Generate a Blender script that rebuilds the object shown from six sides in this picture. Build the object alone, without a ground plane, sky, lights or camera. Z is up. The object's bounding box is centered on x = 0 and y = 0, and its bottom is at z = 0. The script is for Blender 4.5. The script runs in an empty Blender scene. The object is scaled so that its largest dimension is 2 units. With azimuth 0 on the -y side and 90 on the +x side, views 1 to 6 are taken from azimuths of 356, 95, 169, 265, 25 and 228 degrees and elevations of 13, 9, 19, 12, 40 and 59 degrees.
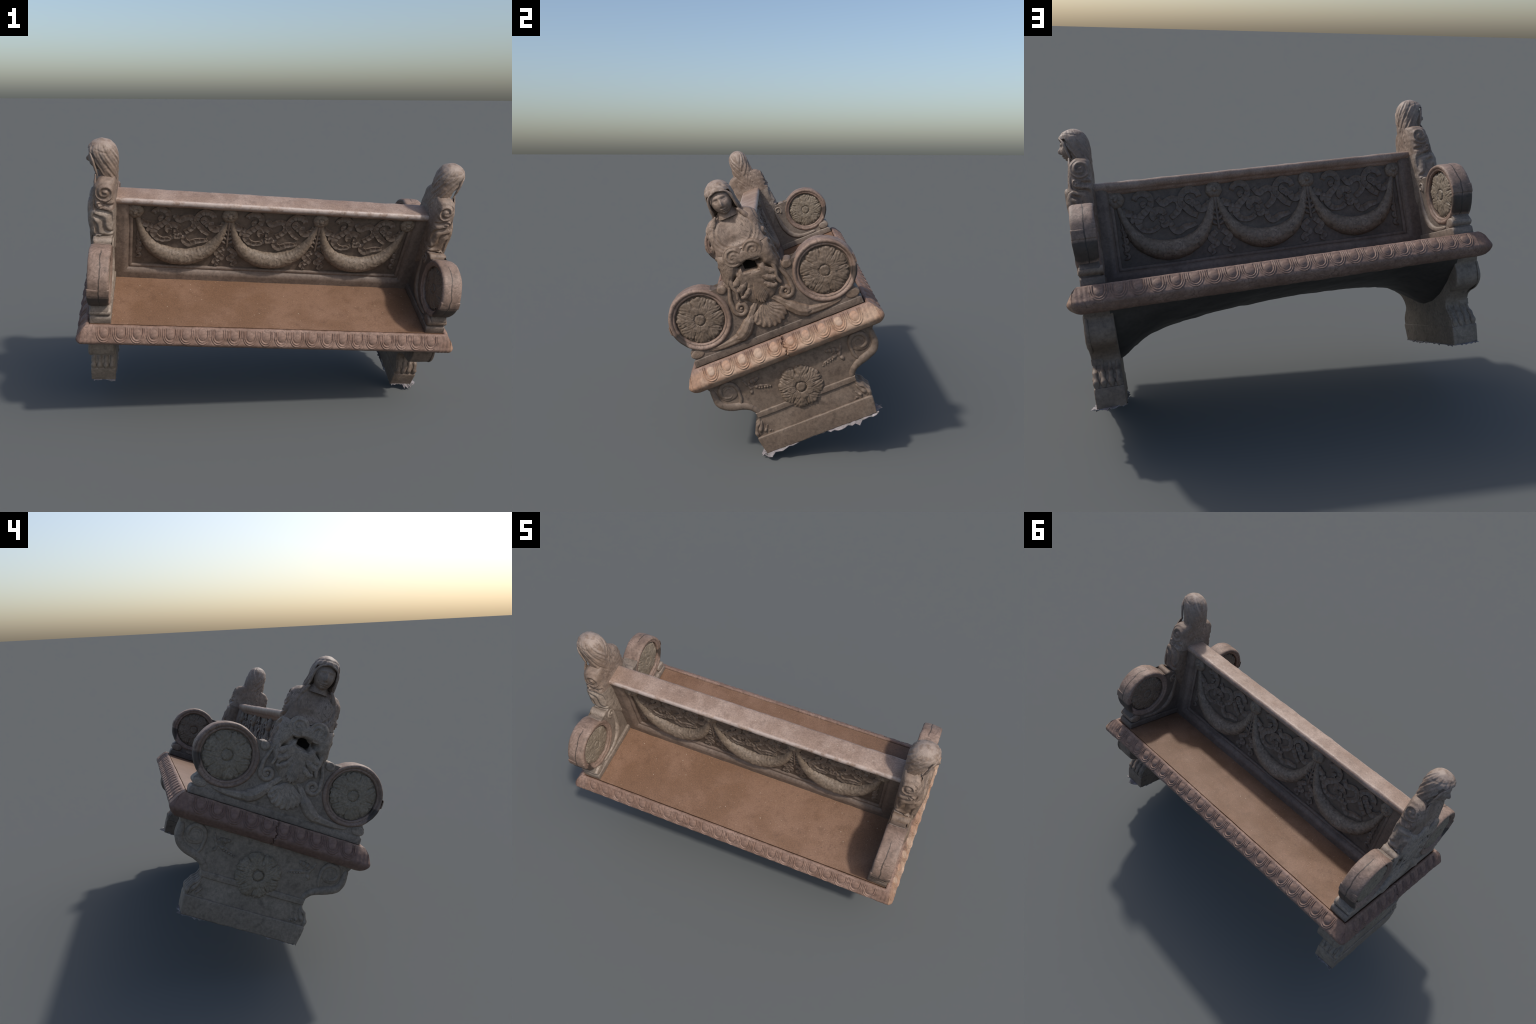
"""Carved stone double bench (scanned garden bench) standing tilted, built part by part.
All parts are modelled in the bench's own frame: X along its length, Y across,
Z up, seat underside near z = 0; an Empty carries the tilt of the whole thing."""
import bpy, bmesh, math
import numpy as np
from mathutils import Matrix, Vector

rng = np.random.default_rng(11)
PI = math.pi

# ------------------------------------------------------------------ frame
ROT = np.array([[0.9941, -0.0425, 0.1002], [0.0777, 0.9217, -0.3799], [-0.0762, 0.3855, 0.9196]])
LOC = np.array([-0.0123, 0.0391, 0.6264])
BASE = -0.457                                   # foot level in the bench frame

# ------------------------------------------------------------------ noise
def _hash(i, j, k):
    n = (i * 374761393 + j * 668265263 + k * 2147483647) & 0xffffffff
    n = ((n ^ (n >> 13)) * 1274126177) & 0xffffffff
    return ((n ^ (n >> 16)) & 0xffff) / 65535.0 * 2 - 1

def vnoise(P):
    P = np.asarray(P, float)
    i = np.floor(P).astype(np.int64); f = P - i; f = f * f * (3 - 2 * f)
    out = 0
    for dx in (0, 1):
        for dy in (0, 1):
            for dz in (0, 1):
                w = (f[:, 0] if dx else 1 - f[:, 0]) * (f[:, 1] if dy else 1 - f[:, 1]) * (f[:, 2] if dz else 1 - f[:, 2])
                out = out + w * _hash(i[:, 0] + dx, i[:, 1] + dy, i[:, 2] + dz)
    return out

def fbm(P, scale, octaves=3):
    P = np.asarray(P, float); o = 0; a = 1.0
    for k in range(octaves):
        o = o + a * vnoise(P * scale * 2 ** k + 17.3 * k); a *= .5
    return o

# ------------------------------------------------------------------ mesh helpers
def sstep(a, b, x):
    t = np.clip((x - a) / (b - a), 0, 1); return t * t * (3 - 2 * t)

def grid(P, wrap_u=False, wrap_v=False, cap0=False, cap1=False, flip=False):
    """P[n,m,3] -> verts, faces. wrap_v closes the m direction; caps fill first / last ring."""
    n, m = P.shape[:2]
    V = P.reshape(-1, 3)
    nu = n if wrap_u else n - 1; mv = m if wrap_v else m - 1
    i = np.arange(nu)[:, None]; j = np.arange(mv)[None, :]
    a = i * m + j; b = i * m + (j + 1) % m
    c = ((i + 1) % n) * m + (j + 1) % m; d = ((i + 1) % n) * m + j
    F = np.stack([a, b, c, d], -1).reshape(-1, 4)
    if flip: F = F[:, ::-1]
    F = F.tolist()
    if cap0:
        f = list(range(m)); F.append(f if flip else f[::-1])
    if cap1:
        f = [(n - 1) * m + k for k in range(m)]; F.append(f[::-1] if flip else f)
    return V, F

def merge(*parts):
    V = []; F = []; o = 0
    for v, f in parts:
        V.append(np.asarray(v)); F += [[k + o for k in q] for q in f]; o += len(v)
    return np.concatenate(V), F

def normals(V, F):
    N = np.zeros_like(V)
    Q = np.array([f for f in F if len(f) == 4]); T3 = [f for f in F if len(f) != 4]
    if len(Q):
        n = np.cross(V[Q[:, 2]] - V[Q[:, 0]], V[Q[:, 3]] - V[Q[:, 1]])
        for k in range(4): np.add.at(N, Q[:, k], n)
    for f in T3:
        f = np.array(f); c = V[f].mean(0)
        n = sum(np.cross(V[f[k]] - c, V[f[(k + 1) % len(f)]] - c) for k in range(len(f)))
        N[f] += n
    l = np.linalg.norm(N, axis=1, keepdims=True); l[l < 1e-12] = 1
    return N / l

def rough(V, F, amp=.0015, scale=30, octaves=3):
    return V + normals(V, F) * (amp * fbm(V, scale, octaves))[:, None], F

def spline(pts, n):
    """Catmull-Rom through control points, n samples evenly spaced by length."""
    P = np.array(pts, float); m = len(P)
    E = np.vstack([2 * P[0] - P[1], P, 2 * P[-1] - P[-2]])
    out = []
    for k in range(m - 1):
        p0, p1, p2, p3 = E[k:k + 4]
        t = np.linspace(0, 1, 24, endpoint=False)[:, None]
        out.append(.5 * (2 * p1 + (p2 - p0) * t + (2 * p0 - 5 * p1 + 4 * p2 - p3) * t ** 2 + (3 * p1 - p0 - 3 * p2 + p3) * t ** 3))
    C = np.vstack(out + [P[-1:]])
    L = np.r_[0, np.cumsum(np.linalg.norm(np.diff(C[:, :min(3, C.shape[1])], axis=0), axis=1))]
    s = np.linspace(0, L[-1], n)
    return np.stack([np.interp(s, L, C[:, k]) for k in range(C.shape[1])], 1)

def interp(z, table):
    t = np.array(table); t = t[np.argsort(t[:, 0])]
    # smooth (cosine-free) piecewise interpolation through a dense spline
    d = spline(t, 400)
    d = d[np.argsort(d[:, 0])]
    return [np.interp(z, d[:, 0], d[:, k]) for k in range(1, d.shape[1])]

def ridge(path, rad, w0, flat=1.0, n=60, m=12, ribs=0, ribamp=0., closed_tip=True, ripple=None):
    """Raised band on a panel: path in (u,v) swept with a half-round section standing on w0.
    rad: number or list over the length; flat: height / half width."""
    P = spline(path, n)
    rad = np.interp(np.linspace(0, 1, n), np.linspace(0, 1, np.size(rad)), np.atleast_1d(rad)) if np.size(rad) > 1 else np.full(n, float(np.ravel(rad)[0]))
    if closed_tip:
        e = np.minimum(np.arange(n), np.arange(n)[::-1]) / max(3, n * .05)
        rad = rad * np.sqrt(np.clip(1 - (1 - np.clip(e, 0, 1)) ** 2, .02, 1))
    T = np.gradient(P, axis=0); T /= np.linalg.norm(T, axis=1, keepdims=True) + 1e-12
    N = np.stack([-T[:, 1], T[:, 0]], 1)
    a = np.linspace(-.25 * PI * .4, PI + .25 * PI * .4, m)
    G = np.zeros((n, m, 3))
    s = np.linspace(0, 1, n)[:, None]
    mod = 1 + (ribamp * np.cos(ribs * a)[None, :] if ribs else 0)
    rp = 1 if ripple is None else 1 + ripple[1] * np.sin(2 * PI * ripple[0] * s)
    G[:, :, 0] = P[:, 0:1] + N[:, 0:1] * (rad[:, None] * np.cos(a)[None, :])
    G[:, :, 1] = P[:, 1:2] + N[:, 1:2] * (rad[:, None] * np.cos(a)[None, :])
    G[:, :, 2] = w0 + flat * rad[:, None] * np.sin(a)[None, :] * mod * rp
    return grid(G, cap0=False, cap1=False, flip=False)

def ribbon_strip(path, half, w0, lift, pleat, n=80, m=11):
    """Flat pleated band: square edges, rolled borders and saw-tooth pleats across its length."""
    P = spline(path, n); T = np.gradient(P, axis=0); T /= np.linalg.norm(T, axis=1, keepdims=True) + 1e-12
    N = np.stack([-T[:, 1], T[:, 0]], 1)
    L = np.r_[0, np.cumsum(np.linalg.norm(np.diff(P, axis=0), axis=1))]
    t = L / L[-1]
    wd = half * (.55 + .45 * np.sin(PI * np.clip(t, .08, .92)) ** .5) * (1 + .10 * np.sin(L / .03))
    u = np.r_[-1.04, np.linspace(-1, 1, m - 2), 1.04]
    G = np.zeros((n, m, 3))
    ph = (L[:, None] + .35 * half * u[None] ** 2) / pleat
    saw = ph - np.floor(ph); saw = np.where(saw < .82, saw / .82, (1 - saw) / .18)
    h = lift * (.60 + .28 * saw + .18 * np.abs(u[None]) ** 3 - .15 * np.exp(-(u[None] / .3) ** 2))
    h[:, 0] = 0; h[:, -1] = 0
    e = np.clip(np.minimum(t, 1 - t) / .03, 0, 1)[:, None]
    G[:, :, 0] = P[:, 0:1] + N[:, 0:1] * wd[:, None] * u; G[:, :, 1] = P[:, 1:2] + N[:, 1:2] * wd[:, None] * u
    G[:, :, 2] = w0 + h * e
    return grid(G, flip=True)

def spiral_path(cu, cv, r0, r1, turns, a0, direction=1, n=40):
    t = np.linspace(0, 1, n); a = a0 + direction * 2 * PI * turns * t
    r = r0 + (r1 - r0) * t
    return np.stack([cu + r * np.cos(a), cv + r * np.sin(a)], 1)

def polar_relief(rim, height, w0, n=96, m=22, skirt=.012):
    """Disc-like relief: rim(a)->radius, height(r/R, a, r)->w above w0; walls drop to the ground."""
    a = np.linspace(0, 2 * PI, n, endpoint=False)
    R = rim(a)
    t = np.r_[np.linspace(.001, 1, m)]
    G = np.zeros((m + 1, n, 3))
    for i, q in enumerate(t):
        r = R * q
        G[i, :, 0] = r * np.cos(a); G[i, :, 1] = r * np.sin(a); G[i, :, 2] = w0 + height(q, a, r)
    G[m] = G[m - 1]; G[m, :, 2] = w0 - skirt
    return grid(G, wrap_v=True, cap0=False)

def lathe(profile, n=72):
    """profile rows (r, w) -> ring about the w axis."""
    p = np.array(profile); a = np.linspace(0, 2 * PI, n, endpoint=False)
    G = np.stack([p[:, 0:1] * np.cos(a), p[:, 0:1] * np.sin(a), np.repeat(p[:, 1:2], n, 1)], -1)
    return grid(G, wrap_v=True)

def prism(outline, x0, x1, bevel=.008, steps=4):
    """Closed (y,z) outline (counter-clockwise) thickened from x0 to x1 with rounded edges."""
    O = np.array(outline); n = len(O)
    T = np.roll(O, -1, 0) - np.roll(O, 1, 0); T /= np.linalg.norm(T, axis=1, keepdims=True) + 1e-12
    N = np.stack([T[:, 1], -T[:, 0]], 1)
    rings = []
    for k in range(steps + 1):
        q = k / steps * PI / 2
        rings.append((x0 + bevel * (1 - math.sin(q)), bevel * (1 - math.cos(q))))
    rings = rings[::-1]
    # from x0 face (inset) to side, then to x1
    lo = [(x0 + bevel * (1 - math.cos(k / steps * PI / 2)), bevel * (1 - math.sin(k / steps * PI / 2))) for k in range(steps + 1)]
    hi = [(x1 - (a - x0), b) for a, b in lo[::-1]]
    mid = [(x0 + (x1 - x0) * f, 0) for f in (.33, .66)]
    R = lo + mid + hi
    G = np.zeros((len(R), n, 3))
    for i, (x, d) in enumerate(R):
        Q = O - N * d
        G[i, :, 0] = x; G[i, :, 1:] = Q
    return grid(G, wrap_v=True, cap0=True, cap1=True)

def to_face(VF, cu=0., cv=0., inner=False):
    """(u,v,w) panel relief -> bench frame on the +X end: x=w, y=u, z=v."""
    V, F = VF
    X = np.stack([V[:, 2], V[:, 0] + cu, V[:, 1] + cv], 1)
    return X, F

# ------------------------------------------------------------------ materials
def stone(name, base, light, dark, scale=9., fine=60., patch=.55, rough_=.62, bump=.35, specks=None, crust=None,
          seam=False, warm_end=None, veil=None, grain=None, worn=None, red_end=None):
    m = bpy.data.materials.new(name); m.use_nodes = True
    nt = m.node_tree; N = nt.nodes; L = nt.links
    bs = N['Principled BSDF']; bs.inputs['Roughness'].default_value = rough_
    bs.inputs['Specular IOR Level'].default_value = .5
    tc = N.new('ShaderNodeTexCoord')
    def noise(s, d=5, r=.6):
        q = N.new('ShaderNodeTexNoise'); q.inputs['Scale'].default_value = s; q.inputs['Detail'].default_value = d
        q.inputs['Roughness'].default_value = r; L.new(tc.outputs['Object'], q.inputs['Vector']); return q
    def ramp(src, a, b):
        q = N.new('ShaderNodeMapRange'); q.inputs['From Min'].default_value = a; q.inputs['From Max'].default_value = b
        q.interpolation_type = 'SMOOTHSTEP'; L.new(src, q.inputs['Value']); return q.outputs['Result']
    def math_(op, a, b=None):
        q = N.new('ShaderNodeMath'); q.operation = op
        for k, v in enumerate((a, b)):
            if v is None: continue
            if isinstance(v, (int, float)): q.inputs[k].default_value = v
            else: L.new(v, q.inputs[k])
        return q.outputs[0]
    def mix(fac, a, b, kind='MIX'):
        q = N.new('ShaderNodeMix'); q.data_type = 'RGBA'; q.blend_type = kind
        if isinstance(fac, (int, float)): q.inputs['Factor'].default_value = fac
        else: L.new(fac, q.inputs['Factor'])
        for k, v in (('A', a), ('B', b)):
            s = [i for i in q.inputs if i.name == k and i.type == 'RGBA'][0]
            if isinstance(v, tuple): s.default_value = (*v, 1)
            else: L.new(v, s)
        return [o for o in q.outputs if o.type == 'RGBA'][0]
    n1 = noise(scale); n2 = noise(scale * 3.7, 6, .65); n3 = noise(fine, 4, .7)
    c = mix(ramp(n1.outputs['Fac'], .38, .66), base, light)
    c = mix(math_('MULTIPLY', ramp(n2.outputs['Fac'], .50, .72), patch), c, dark)
    g = ramp(n3.outputs['Fac'], .25, .75)
    grey = N.new('ShaderNodeCombineColor')
    v = math_('ADD', math_('MULTIPLY', g, .46), .77)
    for k in range(3): L.new(v, grey.inputs[k])
    c = mix(1.0, c, grey.outputs[0], 'MULTIPLY')
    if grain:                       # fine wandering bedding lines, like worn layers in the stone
        mp = N.new('ShaderNodeMapping'); L.new(tc.outputs['Object'], mp.inputs[0]); mp.inputs['Scale'].default_value = grain[2]
        ng = N.new('ShaderNodeTexNoise'); ng.inputs['Scale'].default_value = grain[0]; ng.inputs['Detail'].default_value = 2.5
        L.new(mp.outputs[0], ng.inputs['Vector'])
        fr = math_('FRACT', math_('MULTIPLY', ng.outputs['Fac'], grain[1]))
        tri = math_('MULTIPLY', math_('ABSOLUTE', math_('SUBTRACT', fr, .5)), 2.)
        ln = math_('MULTIPLY', ramp(tri, .72, .98), math_('MULTIPLY', ramp(n1.outputs['Fac'], .32, .62), grain[3]))
        c = mix(ln, c, dark)
    sep = N.new('ShaderNodeSeparateXYZ'); L.new(tc.outputs['Object'], sep.inputs[0])
    if specks:
        for sc, thr, col in specks:
            vo = N.new('ShaderNodeTexVoronoi'); vo.inputs['Scale'].default_value = sc
            L.new(tc.outputs['Object'], vo.inputs['Vector'])
            cs = N.new('ShaderNodeSeparateColor'); L.new(vo.outputs['Color'], cs.inputs[0])
            keep = math_('GREATER_THAN', cs.outputs[0], .86)
            dot = math_('MULTIPLY', ramp(vo.outputs['Distance'], thr, thr * .55), keep)
            c = mix(math_('MULTIPLY', dot, .8), c, col)
    wob = math_('MULTIPLY', math_('SUBTRACT', n1.outputs['Fac'], .5), .03)
    if crust:                       # near-black band under the collar of the arm drums
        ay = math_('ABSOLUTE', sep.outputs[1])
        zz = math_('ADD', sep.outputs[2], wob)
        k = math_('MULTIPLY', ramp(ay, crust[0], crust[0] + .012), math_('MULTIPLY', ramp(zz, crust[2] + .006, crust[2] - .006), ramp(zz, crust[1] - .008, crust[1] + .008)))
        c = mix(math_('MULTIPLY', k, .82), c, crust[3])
    if seam:                        # weathered joint along the middle of the drum edge
        xx = math_('ABSOLUTE', math_('ADD', math_('SUBTRACT', math_('ABSOLUTE', sep.outputs[0]), .857), wob))
        ay = math_('ABSOLUTE', sep.outputs[1])
        rr = math_('SQRT', math_('ADD', math_('POWER', math_('SUBTRACT', ay, .308), 2.), math_('POWER', math_('SUBTRACT', sep.outputs[2], .277), 2.)))
        k = math_('MULTIPLY', ramp(xx, .0042, .0015), math_('MULTIPLY', ramp(rr, .140, .1435), ramp(ay, .30, .33)))
        c = mix(math_('MULTIPLY', k, .75), c, (.02, .016, .013))
    if warm_end:                    # orange and cream patches on one end
        k = math_('MULTIPLY', ramp(math_('ADD', sep.outputs[0], math_('MULTIPLY', wob, 1.2)), .925, .950), 1.0)
        w = mix(ramp(noise(7, 3).outputs['Fac'], .42, .58), warm_end[0], warm_end[1])
        w = mix(1.0, w, grey.outputs[0], 'MULTIPLY')
        c = mix(math_('MULTIPLY', k, .8), c, w)
    if red_end:                     # darker red-brown stone on the other end
        k = ramp(math_('ADD', sep.outputs[0], wob), -.925, -.95)
        c = mix(math_('MULTIPLY', k, .85), c, mix(1.0, red_end, grey.outputs[0], 'MULTIPLY'))
    if worn:                        # whitish sheen highlight painted along the front lip of the top rail
        k = math_('MULTIPLY', ramp(sep.outputs[1], -.046, -.056), math_('MULTIPLY', ramp(sep.outputs[2], .526, .538), ramp(n2.outputs['Fac'], .34, .56)))
        c = mix(math_('MULTIPLY', k, .55), c, worn)
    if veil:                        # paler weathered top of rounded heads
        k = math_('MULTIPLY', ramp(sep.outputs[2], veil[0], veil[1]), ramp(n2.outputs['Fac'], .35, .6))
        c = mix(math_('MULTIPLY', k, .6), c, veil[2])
    L.new(c, bs.inputs['Base Color'])
    bp = N.new('ShaderNodeBump'); bp.inputs['Strength'].default_value = bump; bp.inputs['Distance'].default_value = .004
    h = math_('ADD', math_('MULTIPLY', n2.outputs['Fac'], .8), math_('MULTIPLY', n3.outputs['Fac'], .5))
    L.new(h, bp.inputs['Height']); L.new(bp.outputs[0], bs.inputs['Normal'])
    return m

M = {}
M['seat'] = stone('seat_stone', (.143, .076, .042), (.184, .104, .065), (.096, .049, .027), 5, 150, .45, .56, .22,
                  specks=[(34, .10, (.46, .40, .32)), (48, .13, (.045, .032, .025)), (80, .20, (.32, .23, .165)), (70, .18, (.09, .055, .035))])
M['mould'] = stone('moulding_stone', (.176, .106, .078), (.240, .155, .120), (.066, .037, .027), 8, 70, .45, .70, .3,
                   warm_end=((.29, .170, .107), (.37, .255, .18)), grain=(9, 16, (1, 1, 1), .55), red_end=(.145, .084, .066))
M['panel'] = stone('panel_stone', (.146, .099, .069), (.200, .143, .105), (.054, .035, .025), 9, 70, .6, grain=(10, 18, (1, 1, 1), .45))
M['drum'] = stone('drum_stone', (.176, .117, .088), (.242, .168, .132), (.070, .046, .034), 9, 70, .5,
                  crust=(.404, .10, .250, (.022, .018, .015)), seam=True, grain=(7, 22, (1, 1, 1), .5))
M['rosette'] = stone('rosette_stone', (.128, .091, .064), (.163, .118, .086), (.054, .039, .028), 14, 90, .6, grain=(14, 14, (1, 1, 1), .4))
M['herm'] = stone('figure_stone', (.178, .125, .093), (.255, .190, .149), (.066, .043, .031), 10, 60, .45,
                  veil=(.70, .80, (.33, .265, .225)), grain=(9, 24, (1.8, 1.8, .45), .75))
M['garland'] = stone('garland_stone', (.148, .109, .078), (.190, .144, .107), (.048, .033, .024), 18, 70, .75, grain=(16, 9, (1, 1, 1), .6))
M['field'] = stone('backrest_stone', (.085, .060, .044), (.112, .082, .062), (.045, .031, .023), 8, 70, .5)
M['ribbon'] = stone('ribbon_stone', (.110, .080, .060), (.145, .108, .084), (.060, .042, .032), 14, 70, .5)  # same stone as the field, lightened where relief catches light
M['ground'] = stone('panel_ground_stone', (.100, .072, .055), (.145, .106, .082), (.046, .032, .025), 7, 70, .65, grain=(10, 14, (1, 1, 1), .4))
M['frame'] = stone('frame_stone', (.115, .080, .060), (.150, .108, .084), (.062, .043, .033), 6, 70, .5)
M['cornice'] = stone('cornice_stone', (.222, .151, .114), (.305, .224, .180), (.128, .082, .060), 6, 120, .5, .50, .35,
                     specks=[(48, .13, (.5, .44, .37)), (75, .12, (.09, .065, .05))], worn=(.50, .43, .40))  # last colour is the painted lip highlight
M['leg'] = stone('leg_stone', (.128, .091, .067), (.168, .124, .094), (.056, .039, .029), 8, 70, .55)
M['under'] = stone('underside_stone', (0.036, 0.030, 0.025), (0.048, 0.040, 0.034), (0.021, 0.018, 0.016), 7, 60, .5)  # base colour blackened with the shade beneath the seat
M['dark'] = stone('painted_hollow_shadow', (.010, .008, .007), (.014, .012, .010), (.007, .006, .005), 9, 60, .5)
M['egg_warm'] = stone('egg_orange_stone', (.29, .165, .105), (.36, .235, .165), (.16, .09, .06), 8, 60, .4)
M['egg_cream'] = stone('egg_cream_stone', (.32, .215, .150), (.39, .28, .21), (.18, .11, .08), 8, 60, .4)
M['panel_far'] = stone('grey_panel_stone', (.208, .164, .130), (.270, .216, .174), (.090, .067, .051), 9, 70, .6, grain=(10, 18, (1, 1, 1), .45))
M['ground_far'] = stone('grey_ground_stone', (.168, .132, .105), (.214, .169, .136), (.078, .060, .047), 7, 70, .6, grain=(10, 14, (1, 1, 1), .4))
M['leg_far'] = stone('grey_leg_stone', (.178, .141, .110), (.224, .179, .141), (.080, .062, .047), 8, 70, .55)
M['rosette_far'] = stone('grey_rosette_stone', (.184, .146, .106), (.222, .178, .132), (.080, .062, .045), 14, 90, .55, grain=(14, 14, (1, 1, 1), .4))
M['egg_red'] = stone('egg_red_stone', (.150, .086, .066), (.195, .118, .094), (.075, .042, .034), 8, 60, .5)
def far_side(ob):
    """The other end of the bench is greyer and paler: swap in its own stone, mesh data stay shared."""
    for sl in ob.material_slots:
        for key in ('panel', 'ground', 'leg', 'rosette'):
            if sl.material == M[key]:
                sl.link = 'OBJECT'; sl.material = M[key + '_far']; break
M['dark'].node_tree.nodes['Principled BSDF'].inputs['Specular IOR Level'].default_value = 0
M['fringe'] = stone('paving_remnant', (.185, .165, .172), (.25, .225, .235), (.05, .075, .03), 16, 90, .6)

# ------------------------------------------------------------------ objects
root = bpy.data.objects.new('stone_bench', None)
bpy.context.scene.collection.objects.link(root)
R4 = Matrix([list(r) + [0] for r in ROT] + [[0, 0, 0, 1]])
origin = Vector(LOC + ROT @ np.array([0, 0, BASE]))
root.matrix_world = Matrix.Translation(origin) @ R4
root.empty_display_size = .2
root["label"] = "weathered carved stone double bench with herm figures and garlands"
root["category"] = "bench"

def make(name, VF, mat, parent=None, angle=40, stuff=False):
    V, F = VF
    me = bpy.data.meshes.new(name)
    me.from_pydata(np.asarray(V).tolist(), [], F)
    if any(len(f) > 4 for f in F):          # fill the flat end caps with triangles
        bm = bmesh.new(); bm.from_mesh(me)
        bmesh.ops.triangulate(bm, faces=[f for f in bm.faces if len(f.verts) > 4])
        bm.to_mesh(me); bm.free()
    me.validate(); me.update()
    me.polygons.foreach_set('use_smooth', [True] * len(me.polygons))
    me.set_sharp_from_angle(angle=math.radians(angle))
    me.materials.append(M[mat])
    ob = bpy.data.objects.new(name, me)
    bpy.context.scene.collection.objects.link(ob)
    ob.parent = parent or root
    if ob.parent is root: ob.location = (0, 0, -BASE)
    if stuff: ob["kind"] = "stuff"
    return ob

def twin(ob, parent=None, matrix=None):
    """Shared-mesh repeat turned half round the bench's upright axis."""
    o = ob.copy(); bpy.context.scene.collection.objects.link(o)
    if parent is not None: o.parent = parent
    if matrix is not None: o.matrix_basis = matrix @ ob.matrix_basis
    return o

# ================================================================== seat
LX, LY = .968, .483
def build_seat():
    nx, ny = 120, 60
    x = np.linspace(-.9045, .9045, nx); y = np.linspace(-.4195, .4195, ny)
    G = np.zeros((nx, ny, 3)); G[:, :, 0] = x[:, None]; G[:, :, 1] = y[None]; G[:, :, 2] = .0655
    G[:, :, 2] += (.0012 * fbm(G.reshape(-1, 3), 9, 3)).reshape(nx, ny)
    top = grid(G)
    B = G.copy(); B[:, :, 2] = -.040
    bot = grid(B[::8, ::8], flip=True)
    # side walls
    ring = np.vstack([G[:, 0], G[-1, 1:], G[-2::-1, -1], G[0, -2:0:-1]])
    low = ring.copy(); low[:, 2] = -.040
    w = grid(np.stack([low, ring]), wrap_v=True)
    make('seat_slab', merge(top, bot, w), 'seat').location.x = -.003

    # moulding: profile (inset from the outermost line, height), swept round the seat
    prof = spline([(.0605, .030), (.0605, .062), (.055, .0685), (.045, .0670), (.033, .0545), (.021, .039), (.009, .017), (.0015, .003),
                   (.0014, -.0085), (.0075, -.019), (.021, -.032), (.043, -.0445), (.085, -.049), (.16, -.049)], 400)
    full = np.r_[0, np.cumsum(np.linalg.norm(np.diff(prof, axis=0), axis=1))]
    up = full[np.argmin(np.abs(prof[:, 1] - .0685) + (prof[:, 0] > .06))]
    dn = full[np.argmin(np.abs(prof[:, 0] - .022) + (prof[:, 1] > 0))]
    arc = np.r_[np.linspace(0, up, 7)[:-1], np.linspace(up, dn, 62), np.linspace(dn, full[-1], 10)[1:]]
    prof = np.stack([np.interp(arc, full, prof[:, k]) for k in (0, 1)], 1)
    d, z = prof[:, 0], prof[:, 1]
    tg = np.gradient(prof, axis=0); tg /= np.linalg.norm(tg, axis=1, keepdims=True)
    nd, nz = tg[:, 1], -tg[:, 0]           # outward normal in (inset, z)
    q = arc - up                           # distance down from the upper edge
    zl = dn - up
    rc = .028
    eggs = []
    cent = {0: [(k - 10.5) * .0795 for k in range(22)], 1: [(k - 4.5) * .079 for k in range(10)]}
    sides = [((0, -1), (1, 0), LX, LY, 0), ((1, 0), (0, 1), LY, LX, 1), ((0, 1), (-1, 0), LX, LY, 0), ((-1, 0), (0, -1), LY, LX, 1)]
    rows = []
    for (no, al, half, dist, kind) in sides:
        no = np.array(no, float); al = np.array(al, float)
        n = int(2 * (half - rc) / .0026)
        for s in np.linspace(-(half - rc), half - rc, n):
            c = np.array(cent[kind]); sd = s - c[np.argmin(np.abs(s - c))]
            out = np.abs(s) > np.abs(c).max() + .04
            low = np.maximum(q - .036, 0)
            rho = np.hypot(sd, low * .74)
            h = (.0019 if kind == 0 else .0024) * np.cos(2 * PI * (rho - .0268) / .0082) * sstep(.0185, .0215, rho) * sstep(.0425, .037, rho)
            h = h - .0028 * np.exp(-((rho - .0205) / .0022) ** 2)
            h = h - .0012 * sstep(.034, .040, rho) * (q > .045)
            if out: h = .0006 * np.cos(2 * PI * (np.abs(s) - half) / .02) * np.ones_like(q)
            h = h * sstep(.004, .014, q) * sstep(zl + .004, zl - .012, q)
            if kind == 1:                  # crack across the middle of the short sides
                wig = .006 * math.sin(3) + .005 * np.sin(q * 110) + .003 * np.sin(q * 300)
                h = h - .012 * np.exp(-((s - .006 - wig) / .0028) ** 2)
            ins = d - h * np.abs(nd)           # inset decreases outward
            zz = z + h * nz
            # mitre: inner lines shorten with inset
            lim = half - d
            sc = np.where(np.abs(s) > lim, np.sign(s) * lim, s)
            p2 = no[None] * (dist - ins)[:, None] + al[None] * sc[:, None]
            rows.append(np.c_[p2, zz])
        for cc in cent[kind]: eggs.append((no, al, dist, cc))
        # rounded corner
        for a in np.linspace(0, PI / 2, 14)[1:-1]:
            di = no * math.cos(a) + al * math.sin(a)
            h = .0010 * math.cos(a * 4 * 6) * sstep(.004, .014, q) * sstep(zl + .004, zl - .012, q)
            r = np.maximum(rc - d, .0002)
            big = np.maximum(rc, d)
            p2 = no[None] * (dist - big)[:, None] + al[None] * (half - big)[:, None] + di[None] * (r + h * np.abs(nd))[:, None]
            rows.append(np.c_[p2, z + h * nz])
    G = np.array(rows)
    VF = grid(G, wrap_u=True)
    V, F = VF
    V = V + normals(V, F) * (.0012 * fbm(V, 26, 3))[:, None]
    mould = make('seat_moulding', (V, F), 'mould', angle=60)
    mould.location.x = -.003
    # eggs: domed ovals seated in the moulding
    i0 = np.argmin(np.abs(q - .036))
    a = np.linspace(0, PI / 2, 9); b = np.linspace(0, 2 * PI, 20, endpoint=False)
    E = np.zeros((9, 20, 3))
    E[:, :, 0] = .0212 * np.sin(a)[:, None] * np.cos(b); E[:, :, 1] = .0275 * np.sin(a)[:, None] * np.sin(b)
    E[:, :, 2] = .0080 * np.cos(a)[:, None] - .0042 - 4.5 * E[:, :, 1] ** 2
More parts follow.
